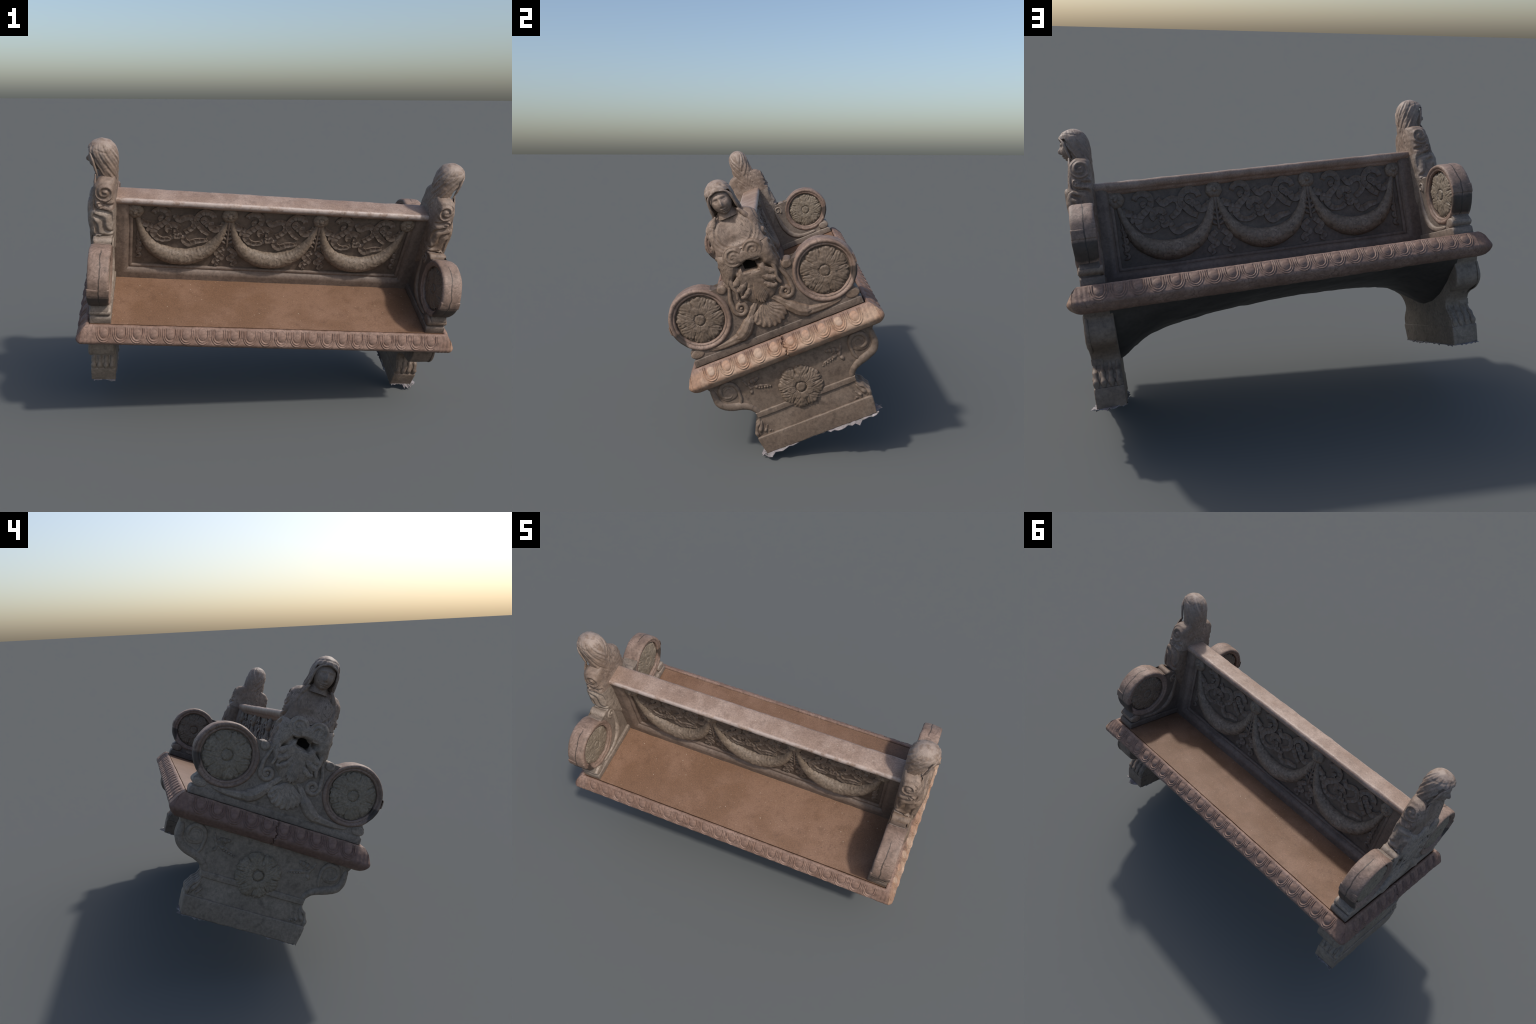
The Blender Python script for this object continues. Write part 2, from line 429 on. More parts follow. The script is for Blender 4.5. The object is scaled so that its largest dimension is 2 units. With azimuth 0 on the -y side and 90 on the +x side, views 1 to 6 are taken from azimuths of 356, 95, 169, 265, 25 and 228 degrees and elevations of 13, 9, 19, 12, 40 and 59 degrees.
    ev, ef = grid(E, wrap_v=True, flip=False)
    egg0 = None
    for no, al, dist, cc in eggs:
        nrm = np.r_[no * (abs(nd[i0])), nz[i0] * 1.0]; nrm /= np.linalg.norm(nrm)
        if nrm[2] < 0: nrm[2] *= -1
        ax = np.r_[al, 0.]; up = np.cross(nrm, ax)
        pos = np.r_[no * (dist - d[i0]) + al * cc, z[i0]] - nrm * .001
        if egg0 is None:
            egg0 = make('egg_ornament', (ev, ef), 'mould', mould); o = egg0
        else: o = twin(egg0, mould)
        k = 1 + .05 * rng.standard_normal()
        if no[0] < -.5:
            o.material_slots[0].link = 'OBJECT'; o.material_slots[0].material = M['egg_red']
        if no[0] > .5:
            o.material_slots[0].link = 'OBJECT'; o.material_slots[0].material = M['egg_warm' if rng.random() < .6 else 'egg_cream']
        mw = Matrix(((ax[0], up[0], nrm[0], pos[0]), (ax[1], up[1], nrm[1], pos[1]), (ax[2], up[2], nrm[2], pos[2]), (0, 0, 0, 1)))
        o.matrix_basis = mw @ Matrix.Diagonal((k, k, (1 if abs(no[1]) > .5 else .8) * (1 + .12 * rng.standard_normal()), 1))
build_seat()

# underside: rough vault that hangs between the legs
def build_under():
    prof = spline([(-.80, -.258), (-.75, -.222), (-.69, -.182), (-.62, -.146), (-.50, -.124), (-.25, -.110), (0, -.112), (.2, -.122), (.40, -.140), (.57, -.168), (.69, -.214), (.755, -.262), (.80, -.285)], 90)
    y = np.linspace(-.43, .43, 50)
    G = np.zeros((len(prof), len(y), 3))
    k = 1 - (np.abs(y) / .43) ** 2.0
    G[:, :, 0] = prof[:, 0:1]; G[:, :, 1] = y[None]
    G[:, :, 2] = -.044 + (prof[:, 1:2] + .044) * k[None]
    bot = grid(G, flip=True)
    T = G.copy(); T[:, :, 2] = -.038
    top = grid(T)
    V, F = merge(bot, top)
    V, F = rough(V, F, .004, 14, 4)
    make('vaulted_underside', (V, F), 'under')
build_under()

# ================================================================== backrest
HALF = Matrix.Rotation(PI, 4, 'Z')
FAR = -.005                                     # the other end stands a little further out
def build_backrest():
    nx, nz_ = 160, 60
    # core slab
    core = []
    for sg in (1, -1):
        x = np.linspace(-.825, .825, nx); z = np.linspace(.062, .53, nz_)
        G = np.zeros((nz_, nx, 3)); G[:, :, 0] = x[None]; G[:, :, 2] = z[:, None]; G[:, :, 1] = sg * .0205
        G[:, :, 1] += sg * (.0014 * fbm(G.reshape(-1, 3), 28, 3)).reshape(nz_, nx)
        core.append(grid(G, flip=(sg > 0)))
    back = make('backrest', merge(*core), 'field'); back.location.y = .005
    # cornice along the top
    pr = spline([(.022, .498), (.034, .505), (.040, .512), (.050, .517), (.058, .527), (.0615, .539), (.0585, .550), (.048, .556), (.02, .558), (0, .5585)], 26)
    full = np.vstack([pr, np.c_[-pr[-2::-1, 0], pr[-2::-1, 1]]])
    x = np.linspace(-.828, .828, 200)
    G = np.zeros((len(x), len(full), 3)); G[:, :, 0] = x[:, None]; G[:, :, 1] = full[None, :, 0]; G[:, :, 2] = full[None, :, 1]
    VF = grid(G, wrap_v=True, cap0=True, cap1=True)
    make('cornice', rough(*VF, .0014, 22), 'cornice', back, 50)
    # picture frame (two stiles and a bottom rail) on each side
    fp = spline([(0, .020), (.001, .030), (.008, .0335), (.016, .0335), (.019, .031), (.023, .040), (.030, .046), (.040, .0510), (.052, .052), (.098, .052)], 26)
    ox, oz = .727, .142
    rows2 = []
    for v in np.linspace(.535, oz, 40): rows2.append(np.array([[-(ox + e), w, v] for e, w in fp]))
    for u in np.linspace(-ox, ox, 160): rows2.append(np.array([[max(min(u / ox * (ox + e), ox + e), -(ox + e)) if abs(u) > ox - .0001 else u, w, oz - e] for e, w in fp]))
    for v in np.linspace(oz, .535, 40): rows2.append(np.array([[(ox + e), w, v] for e, w in fp]))
    G = np.array(rows2)
    VF = grid(G, flip=True)
    fr = make('panel_frame', rough(*VF, .0012, 24), 'frame', back, 50)
    twin(fr, back, HALF)
    # garlands
    half = [(0, .2015, .050), (.045, .206, .0485), (.085, .218, .0455), (.138, .248, .038), (.175, .292, .030), (.197, .333, .0235), (.213, .378, .018), (.225, .42, .013), (.232, .452, .009)]
    ctrl = [(-a, b, c) for a, b, c in half[:0:-1]] + half
    S = spline(ctrl, 170)
    T = np.gradient(S[:, :2], axis=0); T /= np.linalg.norm(T, axis=1, keepdims=True); Nn = np.stack([-T[:, 1], T[:, 0]], 1)
    m = 44; a = np.linspace(0, 2 * PI, m, endpoint=False)
    G = np.zeros((len(S), m, 3)); r = S[:, 2:3]
    G[:, :, 0] = S[:, 0:1] + Nn[:, 0:1] * r * np.cos(a); G[:, :, 2] = S[:, 1:2] + Nn[:, 1:2] * r * np.cos(a)
    G[:, :, 1] = .020 + .95 * r * np.sin(a)
    V, F = grid(G, wrap_v=True, cap0=True, cap1=True, flip=True)
    Nv = normals(V, F)
    # overlapping leaf scales: cellular bumps that follow the garland
    L = np.repeat(np.linspace(-1, 1, len(S)), m); ang = np.tile(a, len(S)); rr = np.repeat(S[:, 2], m)
    sl = np.abs(L) * .36
    cell = np.stack([sl / .020, ang / (2 * PI) * 10, np.sign(L)], 1)
    row = np.floor(cell[:, 0]); fu = cell[:, 0] - row
    fv = cell[:, 1] + .5 * (row % 2); fv = fv - np.floor(fv)
    edge = .5 + .42 * np.cos((fv - .5) * PI * 1.0)
    leaf = (1 - fu) * (1 - 1.6 * np.abs(fv - .5))
    disp = (.0022 * leaf * (1 - .4 * (fu > .5)) + .0036 * np.abs(fbm(V, 42, 3)) ** .7 - .0025) * np.clip(rr / .05, .2, .8)
    V = V + Nv * disp[:, None]
    g0 = make('garland', (V, F), 'garland', back, 60)
    g0.location = (.4785, 0, 0)
    # ribbons fluttering inside each swag: paths (dx from the swag's centre, z) as seen on the +Y face
    rb = [[(.212, .419), (.188, .398), (.160, .394)],
          [(.156, .453), (.138, .479), (.108, .488), (.080, .473), (.072, .443), (.088, .413), (.118, .388), (.136, .370), (.144, .343), (.127, .316), (.098, .305), (.066, .309), (.043, .330)],
          [(.060, .353), (.073, .370), (.066, .390), (.045, .400), (.022, .389), (.014, .371)],
          [(.045, .461), (.018, .429), (-.008, .442), (-.037, .447), (-.058, .428), (-.058, .395), (-.034, .370), (-.008, .352)],
          [(-.162, .441), (-.150, .471), (-.111, .484), (-.080, .463), (-.070, .427), (-.090, .396), (-.115, .368), (-.149, .348)],
          [(-.148, .426), (-.148, .397), (-.170, .382), (-.201, .399), (-.210, .427)],
          [(-.009, .336), (-.017, .302), (-.043, .287), (-.077, .303), (-.119, .310), (-.136, .316)],
          [(.035, .372), (.030, .352), (.040, .338)],
          [(.034, .338), (.026, .322), (.010, .330), (.014, .346)],
          [(.150, .392), (.168, .366), (.166, .345)],
          [(-.118, .452), (-.105, .436), (-.125, .418), (-.112, .405)],
          [(.100, .448), (.112, .436), (.106, .418)]]
    parts = []
    for k, pth in enumerate(rb):
        ln = np.linalg.norm(np.diff(np.array(pth), axis=0), axis=1).sum()
        parts.append(ribbon_strip(pth, .0165 if ln > .06 else .012, 0.0175, .0125, .026, n=max(30, int(ln / .0024))))
    V, F = merge(*parts)
    V = np.stack([V[:, 0], V[:, 2], V[:, 1]], 1); F = [f[::-1] for f in F]
    rib = make('ribbon', rough(V, F, .0012, 60), 'ribbon', back, 60); rib.location = (.4785, 0, 0)
    # pendants under each boss: sheaf of husks, then two ribbon tails
    pd = []
    for k in range(4):
        zc = .385 - .026 * k; wd = .011 + .0045 * k
        for sg in (1, -1):
            pd.append(ridge([(0, zc - .014), (sg * wd * .8, zc - .004), (sg * wd * 1.5, zc + .014)], [.004, .0095, .004], .022, 1.2, n=14, m=8))
    pd.append(ridge([(0, .44), (0, .35), (.0, .268)], [.010, .007, .008], .022, 1.2, n=40, m=8))
    for sg in (1, -1):
        pth = [(sg * .010, .268), (sg * .034, .250), (sg * .047, .232), (sg * .028, .212), (sg * .020, .203), (sg * .048, .188), (sg * .058, .176), (sg * .040, .166), (sg * .060, .158)]
        pd.append(ribbon_strip(pth, .015, .0175, .011, .022, n=70))
    V, F = merge(*pd)
    V = np.stack([V[:, 0], V[:, 2], V[:, 1]], 1); F = [f[::-1] for f in F]
    pen = make('pendant', rough(V, F, .0012, 60), 'ribbon', back, 60); pen.location = (.239, 0, 0)
    # half pendants beside the outer bosses
    hp = [ridge([(0, .44), (.002, .36), (-.002, .27), (0, .20)], [.008, .006, .007, .006], .022, 1.0, n=40, m=8)]
    for k in range(5):
        zc = .34 - .036 * k
        hp.append(ridge([(.012, zc - .018), (-.010, zc - .008), (-.012, zc + .006), (.010, zc + .014)], [.006, .010, .010, .005], .021, .9, n=20, m=8))
    V, F = merge(*hp); V = np.stack([V[:, 0], V[:, 2], V[:, 1]], 1); F = [f[::-1] for f in F]
    hpn = make('ribbon_tail', rough(V, F, .0012, 60), 'ribbon', back, 60); hpn.location = (.700, 0, 0)
    # flower bosses
    def bh(q, a, r):
        return .026 * np.sqrt(np.clip(1 - .85 * q ** 2, 0, 1)) + .0009 * np.cos(7 * a) * np.sin(PI * q) + (.0035 if q < .25 else 0) - .003 * math.exp(-((q - .36) / .08) ** 2)
    V, F = polar_relief(lambda a: .0415 + .0012 * np.cos(7 * a), bh, .018, n=70, m=16)
    V = np.stack([-V[:, 0], V[:, 2], V[:, 1]], 1)
    boss = make('flower_boss', rough(V, F, .0014, 60), 'garland', back, 60)
    boss.location = (.7174, 0, .4699)
    # repeats
    pieces = []
    for k, c in enumerate((.4785, 0, -.4785)):
        for ob in (g0, rib):
            o = ob if k == 0 else twin(ob, back); o.location = (c, 0, 0); pieces.append(o)
    for k, c in enumerate((.239, -.239)):
        o = pen if k == 0 else twin(pen, back); o.location = (c, 0, 0); pieces.append(o)
    o = twin(hpn, back); o.matrix_basis = Matrix.Translation((-.700, 0, 0)) @ Matrix.Diagonal((-1, 1, 1, 1)); pieces += [hpn, o]
    for k, c in enumerate((.7174, .2396, -.2396, -.7174)):
        o = boss if k == 0 else twin(boss, back)
        o.matrix_basis = Matrix.Translation((c, 0, .4699)) @ Matrix.Rotation(.7 * k, 4, 'Y'); pieces.append(o)
    for ob in pieces: twin(ob, back, HALF)
build_backrest()

# ================================================================== end panels
CY, CZ, RD = .308, .277, .1485           # medallion centre and drum radius
def rosette_mesh(R):
    """Eight broad acanthus leaves round a ringed button, an inner row of small leaves between them."""
    def leafpos(a): return ((a / (2 * PI) * 8) % 1) * 2 - 1           # -1..1 across one leaf
    def rim(a):
        k = np.abs(leafpos(a))
        return R * (1.0 - .055 * k ** 3 - .060 * (.5 - .5 * np.cos(k * 1.5 * 2 * PI)) * (.6 + .4 * np.sin(a * 5 + 1)) + .015 * np.sin(a * 3 + 1))
    def h(q, a, r):
        k = leafpos(a); ak = np.abs(k)
        o = .0100 + .0030 * math.sin(PI * min(1, q)) - .0016 * ak ** 1.5 * sstep(.5, .8, q) - .0006 * np.exp(-(k / .07) ** 2) * sstep(.5, .7, q)
        o = o - .0030 * np.exp(-((ak - 1) / .08) ** 2) * sstep(.5, .8, q)                     # gaps between leaves
        o = o - .0050 * np.exp(-((ak - .66) / .11) ** 2) * math.exp(-((q - .93) / .05) ** 2)    # drilled eyes
        o = o + .0006 * np.cos((ak * 2.2 - q * 3.4) * 2 * PI) * sstep(.45, .6, q)               # veins
        k2 = np.abs(leafpos(a + PI / 8))
        o = o + .0012 * sstep(.62 - .16 * k2 ** 1.5 + .02, .62 - .16 * k2 ** 1.5 - .03, q) - .0006 * np.exp(-((k2 - 1) / .12) ** 2) * (q < .55) * (q > .25)
        o = o - .0052 * math.exp(-((q - .235) / .028) ** 2) + (.0035 * math.sqrt(max(0, 1 - (q / .2) ** 2)) if q < .2 else 0)
        o = o - .0045 * math.exp(-((1 - q) / .05) ** 2)
        return o
    return polar_relief(rim, h, 0, n=288, m=38, skirt=.006)

def fan_relief(origin, a0, a1, rim, height, w0, n=90, m=30, skirt=.01):
    """Leaf or shell fan spreading from a point: rim(t) radius and height(q, t), t = -1..1 across."""
    t = np.linspace(-1, 1, n); a = a0 + (a1 - a0) * (t + 1) / 2
    qs = np.linspace(.04, 1, m)
    G = np.zeros((m + 1, n + 2, 3))
    for i, q in enumerate(qs):
        r = rim(t) * q
        G[i, 1:-1, 0] = origin[0] + r * np.cos(a); G[i, 1:-1, 1] = origin[1] + r * np.sin(a); G[i, 1:-1, 2] = w0 + height(q, t)
    G[m] = G[m - 1]; G[m, :, 2] = w0 - skirt
    G[:, 0] = G[:, 1]; G[:, -1] = G[:, -2]; G[:, 0, 2] = w0 - skirt; G[:, -1, 2] = w0 - skirt
    return grid(G)

def spiral_h(u, v, cu, cv, R, turns, direction=1, phase=0.):
    """Carved volute as a height field: winding ridges inside radius R, a raised eye in the middle."""
    r = np.hypot(u - cu, v - cv); a = np.arctan2(v - cv, u - cu)
    w = np.cos(2 * PI * (r / R * turns - direction * a / (2 * PI)) + phase)
    return (.5 + .5 * w) * sstep(R * 1.02, R * .90, r) * sstep(.0, .18, r / R) + .9 * np.exp(-(r / (.16 * R)) ** 2)

def mirror_y(VF):
    V, F = VF; V = np.asarray(V).copy(); V[:, 1] *= -1
    return V, [f[::-1] for f in F]

def build_end():
    arc = [(CY + .134 * math.cos(t), CZ + .134 * math.sin(t)) for t in np.linspace(-.87, -4.10, 40)]
    half = [(.0, .066), (.21, .066), (.415, .066), (.4165, .080), (.415, .100), (.405, .106), (.408, .120), (.417, .130), (.416, .143), (.408, .152)] + arc + \
           [(.212, .392), (.190, .376), (.165, .376), (.140, .384), (.118, .392), (.095, .390), (.05, .388), (0, .388)]
    H = np.array(half)
    out = np.vstack([H, np.c_[-H[-2:0:-1, 0], H[-2:0:-1, 1]]])
    V, F = prism(out, .815, .901, .007)
    pan = make('end_panel', rough(V, F, .0022, 22), 'ground', angle=50)
    kids = []
    def add(name, VF, mat, ang=50, amp=.0013, sc=34):
        o = make(name, rough(*VF, amp, sc), mat, pan, ang); kids.append(o); return o
    # plinth under the arm, both mouldings
    for sg in (1,):
        pl = [(-.4185, .0665), (.4185, .0665), (.4195, .085), (.417, .098), (.410, .104), (-.410, .104), (-.417, .098), (-.4195, .085)]
        P = np.array(pl)
        dens = []
        for i in range(len(P)):
            q = P[(i + 1) % len(P)]; k = max(2, int(np.linalg.norm(q - P[i]) / .02))
            for t in range(k): dens.append(P[i] + (q - P[i]) * t / k)
        add('plinth', prism(dens, .801, .9045, .006), 'ground')
    # drums: rings with a rounded rim on both faces and the rosettes inside
    prof = [(.1145, .875), (.1145, .894), (.117, .901), (.121, .9050), (.125, .9035), (.127, .9040), (.131, .9100), (.137, .9125), (.143, .910), (.147, .901), (.1485, .888),
            (.1487, .855), (.1485, .828), (.147, .819), (.143, .813), (.137, .811), (.131, .8130), (.127, .8165), (.125, .8170), (.121, .8165), (.117, .819), (.1145, .825), (.1145, .85)]
    pr = spline(prof, 60)
    rg = to_face(lathe(pr, 110), CY, CZ)
    ros = rosette_mesh(.1120)
    for sg in (1, -1):
        v = rg if sg > 0 else mirror_y(rg)
        add('drum_ring', v, 'drum', 60, .0022, 20)
        # collar round the front of the drum
        a = np.linspace(-.19, .11, 24); pc = [(.144, .8095), (.1495, .8100), (.1506, .818), (.1506, .855), (.1506, .903), (.1495, .912), (.144, .9135)]
        pc = spline(pc, 16)
        a = a + .06
        G = np.zeros((len(a), len(pc), 3))
        taper = np.sqrt(np.clip(1 - np.abs(np.linspace(-1, 1, len(a))) ** 8, 0, 1))
        rr = .145 + (pc[None, :, 0] - .145) * taper[:, None]
        G[:, :, 0] = pc[None, :, 1]; G[:, :, 1] = CY + rr * np.cos(a)[:, None]; G[:, :, 2] = CZ + rr * np.sin(a)[:, None]
        c = grid(G, flip=False)
        if sg < 0: c = mirror_y(c)
        add('drum_collar', c, 'drum', 60, .0015, 30)
        # scroll foot where the drum meets the plinth
        fo = [(.385 + .036 * math.cos(t) * .95, .128 + .023 * math.sin(t)) for t in np.linspace(0, 2 * PI, 24, endpoint=False)]
        f = prism(fo, .803, .906, .008)
        if sg < 0: f = mirror_y(f)
        add('scroll_foot', f, 'panel')
        kn = [(.160 + .024 * math.cos(t), .370 + .022 * math.sin(t)) for t in np.linspace(0, 2 * PI, 24, endpoint=False)]
        kv = prism(kn, .816, .909, .009)
        add('scroll_knob', kv if sg > 0 else mirror_y(kv), 'panel', 50, .003, 40)
    # rosettes share one mesh on both faces of both drums
    r0 = None
    for sg in (1, -1):
        for face in (0, 1):
            V, F = ros
            if r0 is None:
                X = np.stack([V[:, 2] * .95, V[:, 0], V[:, 1]], 1)
                r0 = make('rosette', rough(X, F, .0016, 60), 'rosette', pan, 60); o = r0
            else: o = twin(r0, pan)
            mw = Matrix.Translation((.8935 if face == 0 else .8325, sg * CY, CZ)) @ Matrix.Rotation(PI * face, 4, 'Z') @ Matrix.Rotation(.39 + .3 * sg, 4, 'X')
            o.matrix_basis = mw; kids.append(o)
    # backing disc inside the drums
    for sg in (1, -1):
        d = to_face(lathe([(.0005, .8890), (.06, .8890), (.116, .8890)], 60), sg * CY, CZ)
        d2 = to_face(lathe([(.116, .837), (.06, .837), (.0005, .837)], 60), sg * CY, CZ)
        add('drum_back', merge(d, d2), 'rosette')
    # scrolling stems with acanthus sheaths, lower curls (outer face), plain scrolls inside
    for sg in (1, -1):
        st = [(.030, .262), (.065, .228), (.100, .185), (.138, .146), (.180, .128), (.235, .122), (.29, .121), (.34, .128)]
        s1 = to_face(ridge(st, [.013, .019, .025, .026, .024, .020, .015, .011], .893, 1.0, n=110, m=16, ribs=6, ribamp=.10))
        sh = [(.075, .218), (.100, .185), (.138, .146), (.175, .130), (.205, .134)]
        s2 = to_face(ridge(sh, [.012, .029, .032, .030, .010], .895, .95, n=50, m=16, ribs=8, ribamp=.12))
        cl = np.vstack([[(.112, .385), (.128, .35), (.142, .305)], spiral_path(.111, .256, .034, .008, 1.45, .25, -1, 30)])
        s3 = to_face(ridge(cl, [.009, .011, .0135, .0135, .013, .012, .012], .896, 1.3, n=90, m=12))
        ey = to_face(polar_relief(lambda a: .009 + 0 * a, lambda q, a, r: .020 * math.sqrt(1 - .6 * q * q) + 0 * a, .893, 18, 6), .110, .256)
        for nm, v, mt in (('acanthus_stem', s1, 'panel'), ('acanthus_sheath', s2, 'panel'), ('scroll_curl', merge(s3, ey), 'panel')):
            add(nm, v if sg > 0 else mirror_y(v), mt)
        # inside
        si = [(.06, .115), (.12, .125), (.175, .118), (.235, .112), (.29, .1085), (.34, .118)]
        w = ridge(np.array([(.105, .345), (.108, .29), (.118, .22), (.150, .155), (.20, .122), (.26, .112), (.32, .116)]), [.010, .012, .016, .018, .015, .012, .009], 0, 1.0, n=90, m=12, ribs=6, ribamp=.08)
        V, F = w; X = np.stack([.817 - V[:, 2] * .8, V[:, 0], V[:, 1]], 1); v = (X, [f[::-1] for f in F])
        add('inner_scroll', v if sg > 0 else mirror_y(v), 'panel')
        V, F = ridge(spiral_path(.125, .345, .026, .005, 1.4, -1.2, 1, 30), [.008, .007, .007], 0, 1.1, n=60, m=10)
        X = np.stack([.817 - V[:, 2], V[:, 0], V[:, 1]], 1); v = (X, [f[::-1] for f in F])
        add('inner_curl', v if sg > 0 else mirror_y(v), 'panel')
    # shell leaf below the apron
    def srim(t): return (.134 - .020 * np.abs(t) ** 1.6) * (1 - .035 * (.5 - .5 * np.cos(t * 9 * PI)) + .012 * np.sin(t * 31))
    def sh_(q, t):
        return .004 + .013 * math.sqrt(max(0, 1 - q ** 5)) * math.sqrt(q) + .0022 * np.cos((t + .12 * np.sin(6 * q)) * 9 * PI) * q - .008 * np.abs(t) ** 6
    add('shell_leaf', to_face(fan_relief((0, .252), 1.5 * PI - .98, 1.5 * PI + .98, srim, sh_, .904)), 'panel')
    # twins for the other end
    p2 = twin(pan); p2.matrix_basis = Matrix.Translation((FAR, 0, -BASE)) @ HALF
    for o in kids:
        c = o.copy(); bpy.context.scene.collection.objects.link(c); c.parent = p2; far_side(c)
    far_side(p2)
build_end()

# ================================================================== herm figures
def build_herm():
    made = []
    def add(name, VF, mat='herm', ang=60, amp=.0013, sc=34):
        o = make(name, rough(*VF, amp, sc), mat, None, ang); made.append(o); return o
    def loft(zs, cx, hx_b, hx_f, hy, power, n=120):
        """Rounded-box sections: back / front half depths, half width, corner power."""
        a = np.linspace(0, 2 * PI, n, endpoint=False)
        ca, sa = np.cos(a), np.sin(a)
        G = np.zeros((len(zs), n, 3))
        for i, z in enumerate(zs):
            e = 2 / power[i] if np.ndim(power) else 2 / power
            X = np.sign(ca) * np.abs(ca) ** e; Y = np.sign(sa) * np.abs(sa) ** e
            G[i, :, 0] = cx[i] + np.where(X > 0, hx_f[i], hx_b[i]) * X
            G[i, :, 1] = hy[i] * Y; G[i, :, 2] = z
        return G
    def side_carving(G, hy, front):
        """Volute, curls and flowing drapery on the faces that look along the bench's short axis."""
        x, y, z = G[:, :, 0], G[:, :, 1], G[:, :, 2]
        side = sstep(.86, .96, np.abs(y) / hy) * (1 - front) * sstep(.806, .824, x) * sstep(.915, .898, x)
        e = .008 * spiral_h(x, z, .856, .620, .047, 1.8, 1, .6) + .007 * spiral_h(x, z, .880, .555, .020, 1.2, -1)
        e = e + .014 * spiral_h(x, z, .882, .372, .024, 1.3, 1)
        ph = (z - 1.0 * (x - .86) - 5 * (x - .86) ** 2) / .066 + .30 * np.sin(z * 40 + x * 34)
        fold = .5 + .5 * np.sin(2 * PI * ph) + .08 * np.sin(4 * PI * ph + 1) 
        e = e + .014 * (fold - .5) * sstep(.385, .405, z) * sstep(.585, .555, z)
        G = G.copy(); G[:, :, 1] += np.sign(y) * side * e
        return G
    # shaft (scrolled cartouche body) -------------------------------------------------
    zs = np.linspace(.236, .525, 130)
    hy, xf = interp(zs, [(.23, .028, .900), (.25, .050, .908), (.28, .078, .916), (.32, .102, .922), (.36, .122, .926), (.40, .134, .932), (.44, .132, .937), (.48, .129, .939), (.50, .127, .937), (.515, .125, .928), (.526, .123, .908)])
    G = loft(zs, np.full(130, .862), np.full(130, .058), xf - .862, hy, 5.0, 300)
    y, z = G[:, :, 1], G[:, :, 2]
    front = sstep(.90, .918, G[:, :, 0])
    hole = np.exp(-(((y - .003) / .030) ** 4 + ((z - .436 + .30 * np.abs(y) - .006 * np.sin(y * 140)) / .021) ** 4))
    hole = np.maximum(hole, .55 * np.exp(-(((y + .040) / .012) ** 2 + ((z - .447) / .010) ** 2)))
    hole = np.maximum(hole, .45 * np.exp(-(((y - .046) / .012) ** 2 + ((z - .440) / .012) ** 2)))
    s1 = sum(np.exp(-((((y - s * .083) * .86 + (z - .392) * .5 * s) / .010) ** 2 + ((-(y - s * .083) * .5 * s + (z - .392) * .86) / .026) ** 2)) for s in (1, -1))
    s2 = sum(np.exp(-(((y - s * .058) / .014) ** 2 + ((z - .43) / .014) ** 2)) for s in (1, -1))
    s3 = sum(np.exp(-((((y - s * .055) * .80 + (z - .335) * .6 * s) / .006) ** 2 + ((-(y - s * .055) * .6 * s + (z - .335) * .8) / .030) ** 2)) for s in (1, -1))
    G[:, :, 0] -= front * (.100 * hole + .030 * s1 + .016 * s2 + .010 * s3)
    rib = .0025 * np.cos((np.abs(y) * .75 + (z - .3) * .35) * 2 * PI / .017) * sstep(.43, .38, z) * sstep(.05, .075, np.abs(y))
    G[:, :, 0] += front * rib
    G = side_carving(G, hy[:, None], front)
    V, F = grid(G, wrap_v=True, cap0=True, cap1=True)
    add('herm_shaft', (V, F), 'panel', 60, .0022, 30)
    # mask scrolls above the hollow
    for s in (1, -1):
        def vh(q, a, r):
            u = r * np.cos(a); v = r * np.sin(a)
            return .006 * math.sqrt(max(0, 1 - q ** 4)) + .0036 * spiral_h(u, v, 0, 0, .049, 2.4, s, 1.2)
        add('volute', to_face(polar_relief(lambda a: .0485 + .002 * np.cos(a), vh, .930, 90, 30), s * .0485, .497), 'panel')
        b = to_face(polar_relief(lambda a: .014 + .001 * np.cos(5 * a), lambda q, a, r: .010 * math.sqrt(1 - .8 * q * q) + 0 * a, .925, 22, 8), s * .086, .452)
        add('curl_knob', b, 'panel')
        for pth, rd in (([(s * .034, .402), (s * .060, .392), (s * .088, .372), (s * .112, .366)], [.006, .012, .012, .006]),
                        ([(s * .036, .370), (s * .060, .352), (s * .086, .340), (s * .104, .345)], [.006, .012, .011, .005]),
                        ([(s * .034, .335), (s * .054, .314), (s * .074, .304), (s * .088, .310)], [.005, .010, .009, .005])):
            add('leaf_frond', to_face(ridge(pth, [1.25 * k for k in rd], .922, .42, n=40, m=12, ribs=4, ribamp=.18, ripple=(3, .12))), 'panel')
        v = to_face(ridge([(s * .098, .425), (s * .105, .38), (s * .098, .335), (s * .108, .300)], [.007, .010, .009, .006], .918, .9, n=40, m=10))
        add('leaf_frond', v, 'panel')
    # apron leaf
    def arim(t): return (.172 - .030 * np.abs(t) ** 1.4) * (1 - .04 * (.5 - .5 * np.cos(t * 7 * PI)) + .012 * np.sin(t * 29))
    def ah(q, t): return .008 * math.sqrt(max(0, 1 - q ** 6)) * sstep(.18, .40, q) + .0008 * np.cos((t + .1 * np.sin(7 * q)) * 8 * PI) * q - .008 * np.abs(t) ** 5
    add('apron_leaf', to_face(fan_relief((0, .414), 1.5 * PI - .25, 1.5 * PI + .25, arim, ah, .919, skirt=.03)), 'panel')
    add('hollow_shadow_disc', to_face(polar_relief(lambda a: .026 + .007 * np.cos(2 * a), lambda q, a, r: -.012 * (1 - q * q) + 0 * a, .900, 30, 8, .02), .002, .433), 'dark')  # near-black disc set inside the hole to paint its deep shadow
    # torso ---------------------------------------------------------------------------
    zs = np.linspace(.520, .705, 80)
    hy, xf, xb = interp(zs, [(.515, .121, .928, .804), (.55, .121, .923, .804), (.58, .120, .920, .804), (.62, .117, .916, .805), (.65, .112, .910, .806), (.668, .101, .900, .808), (.680, .076, .890, .812), (.692, .048, .882, .830), (.71, .026, .880, .85)])
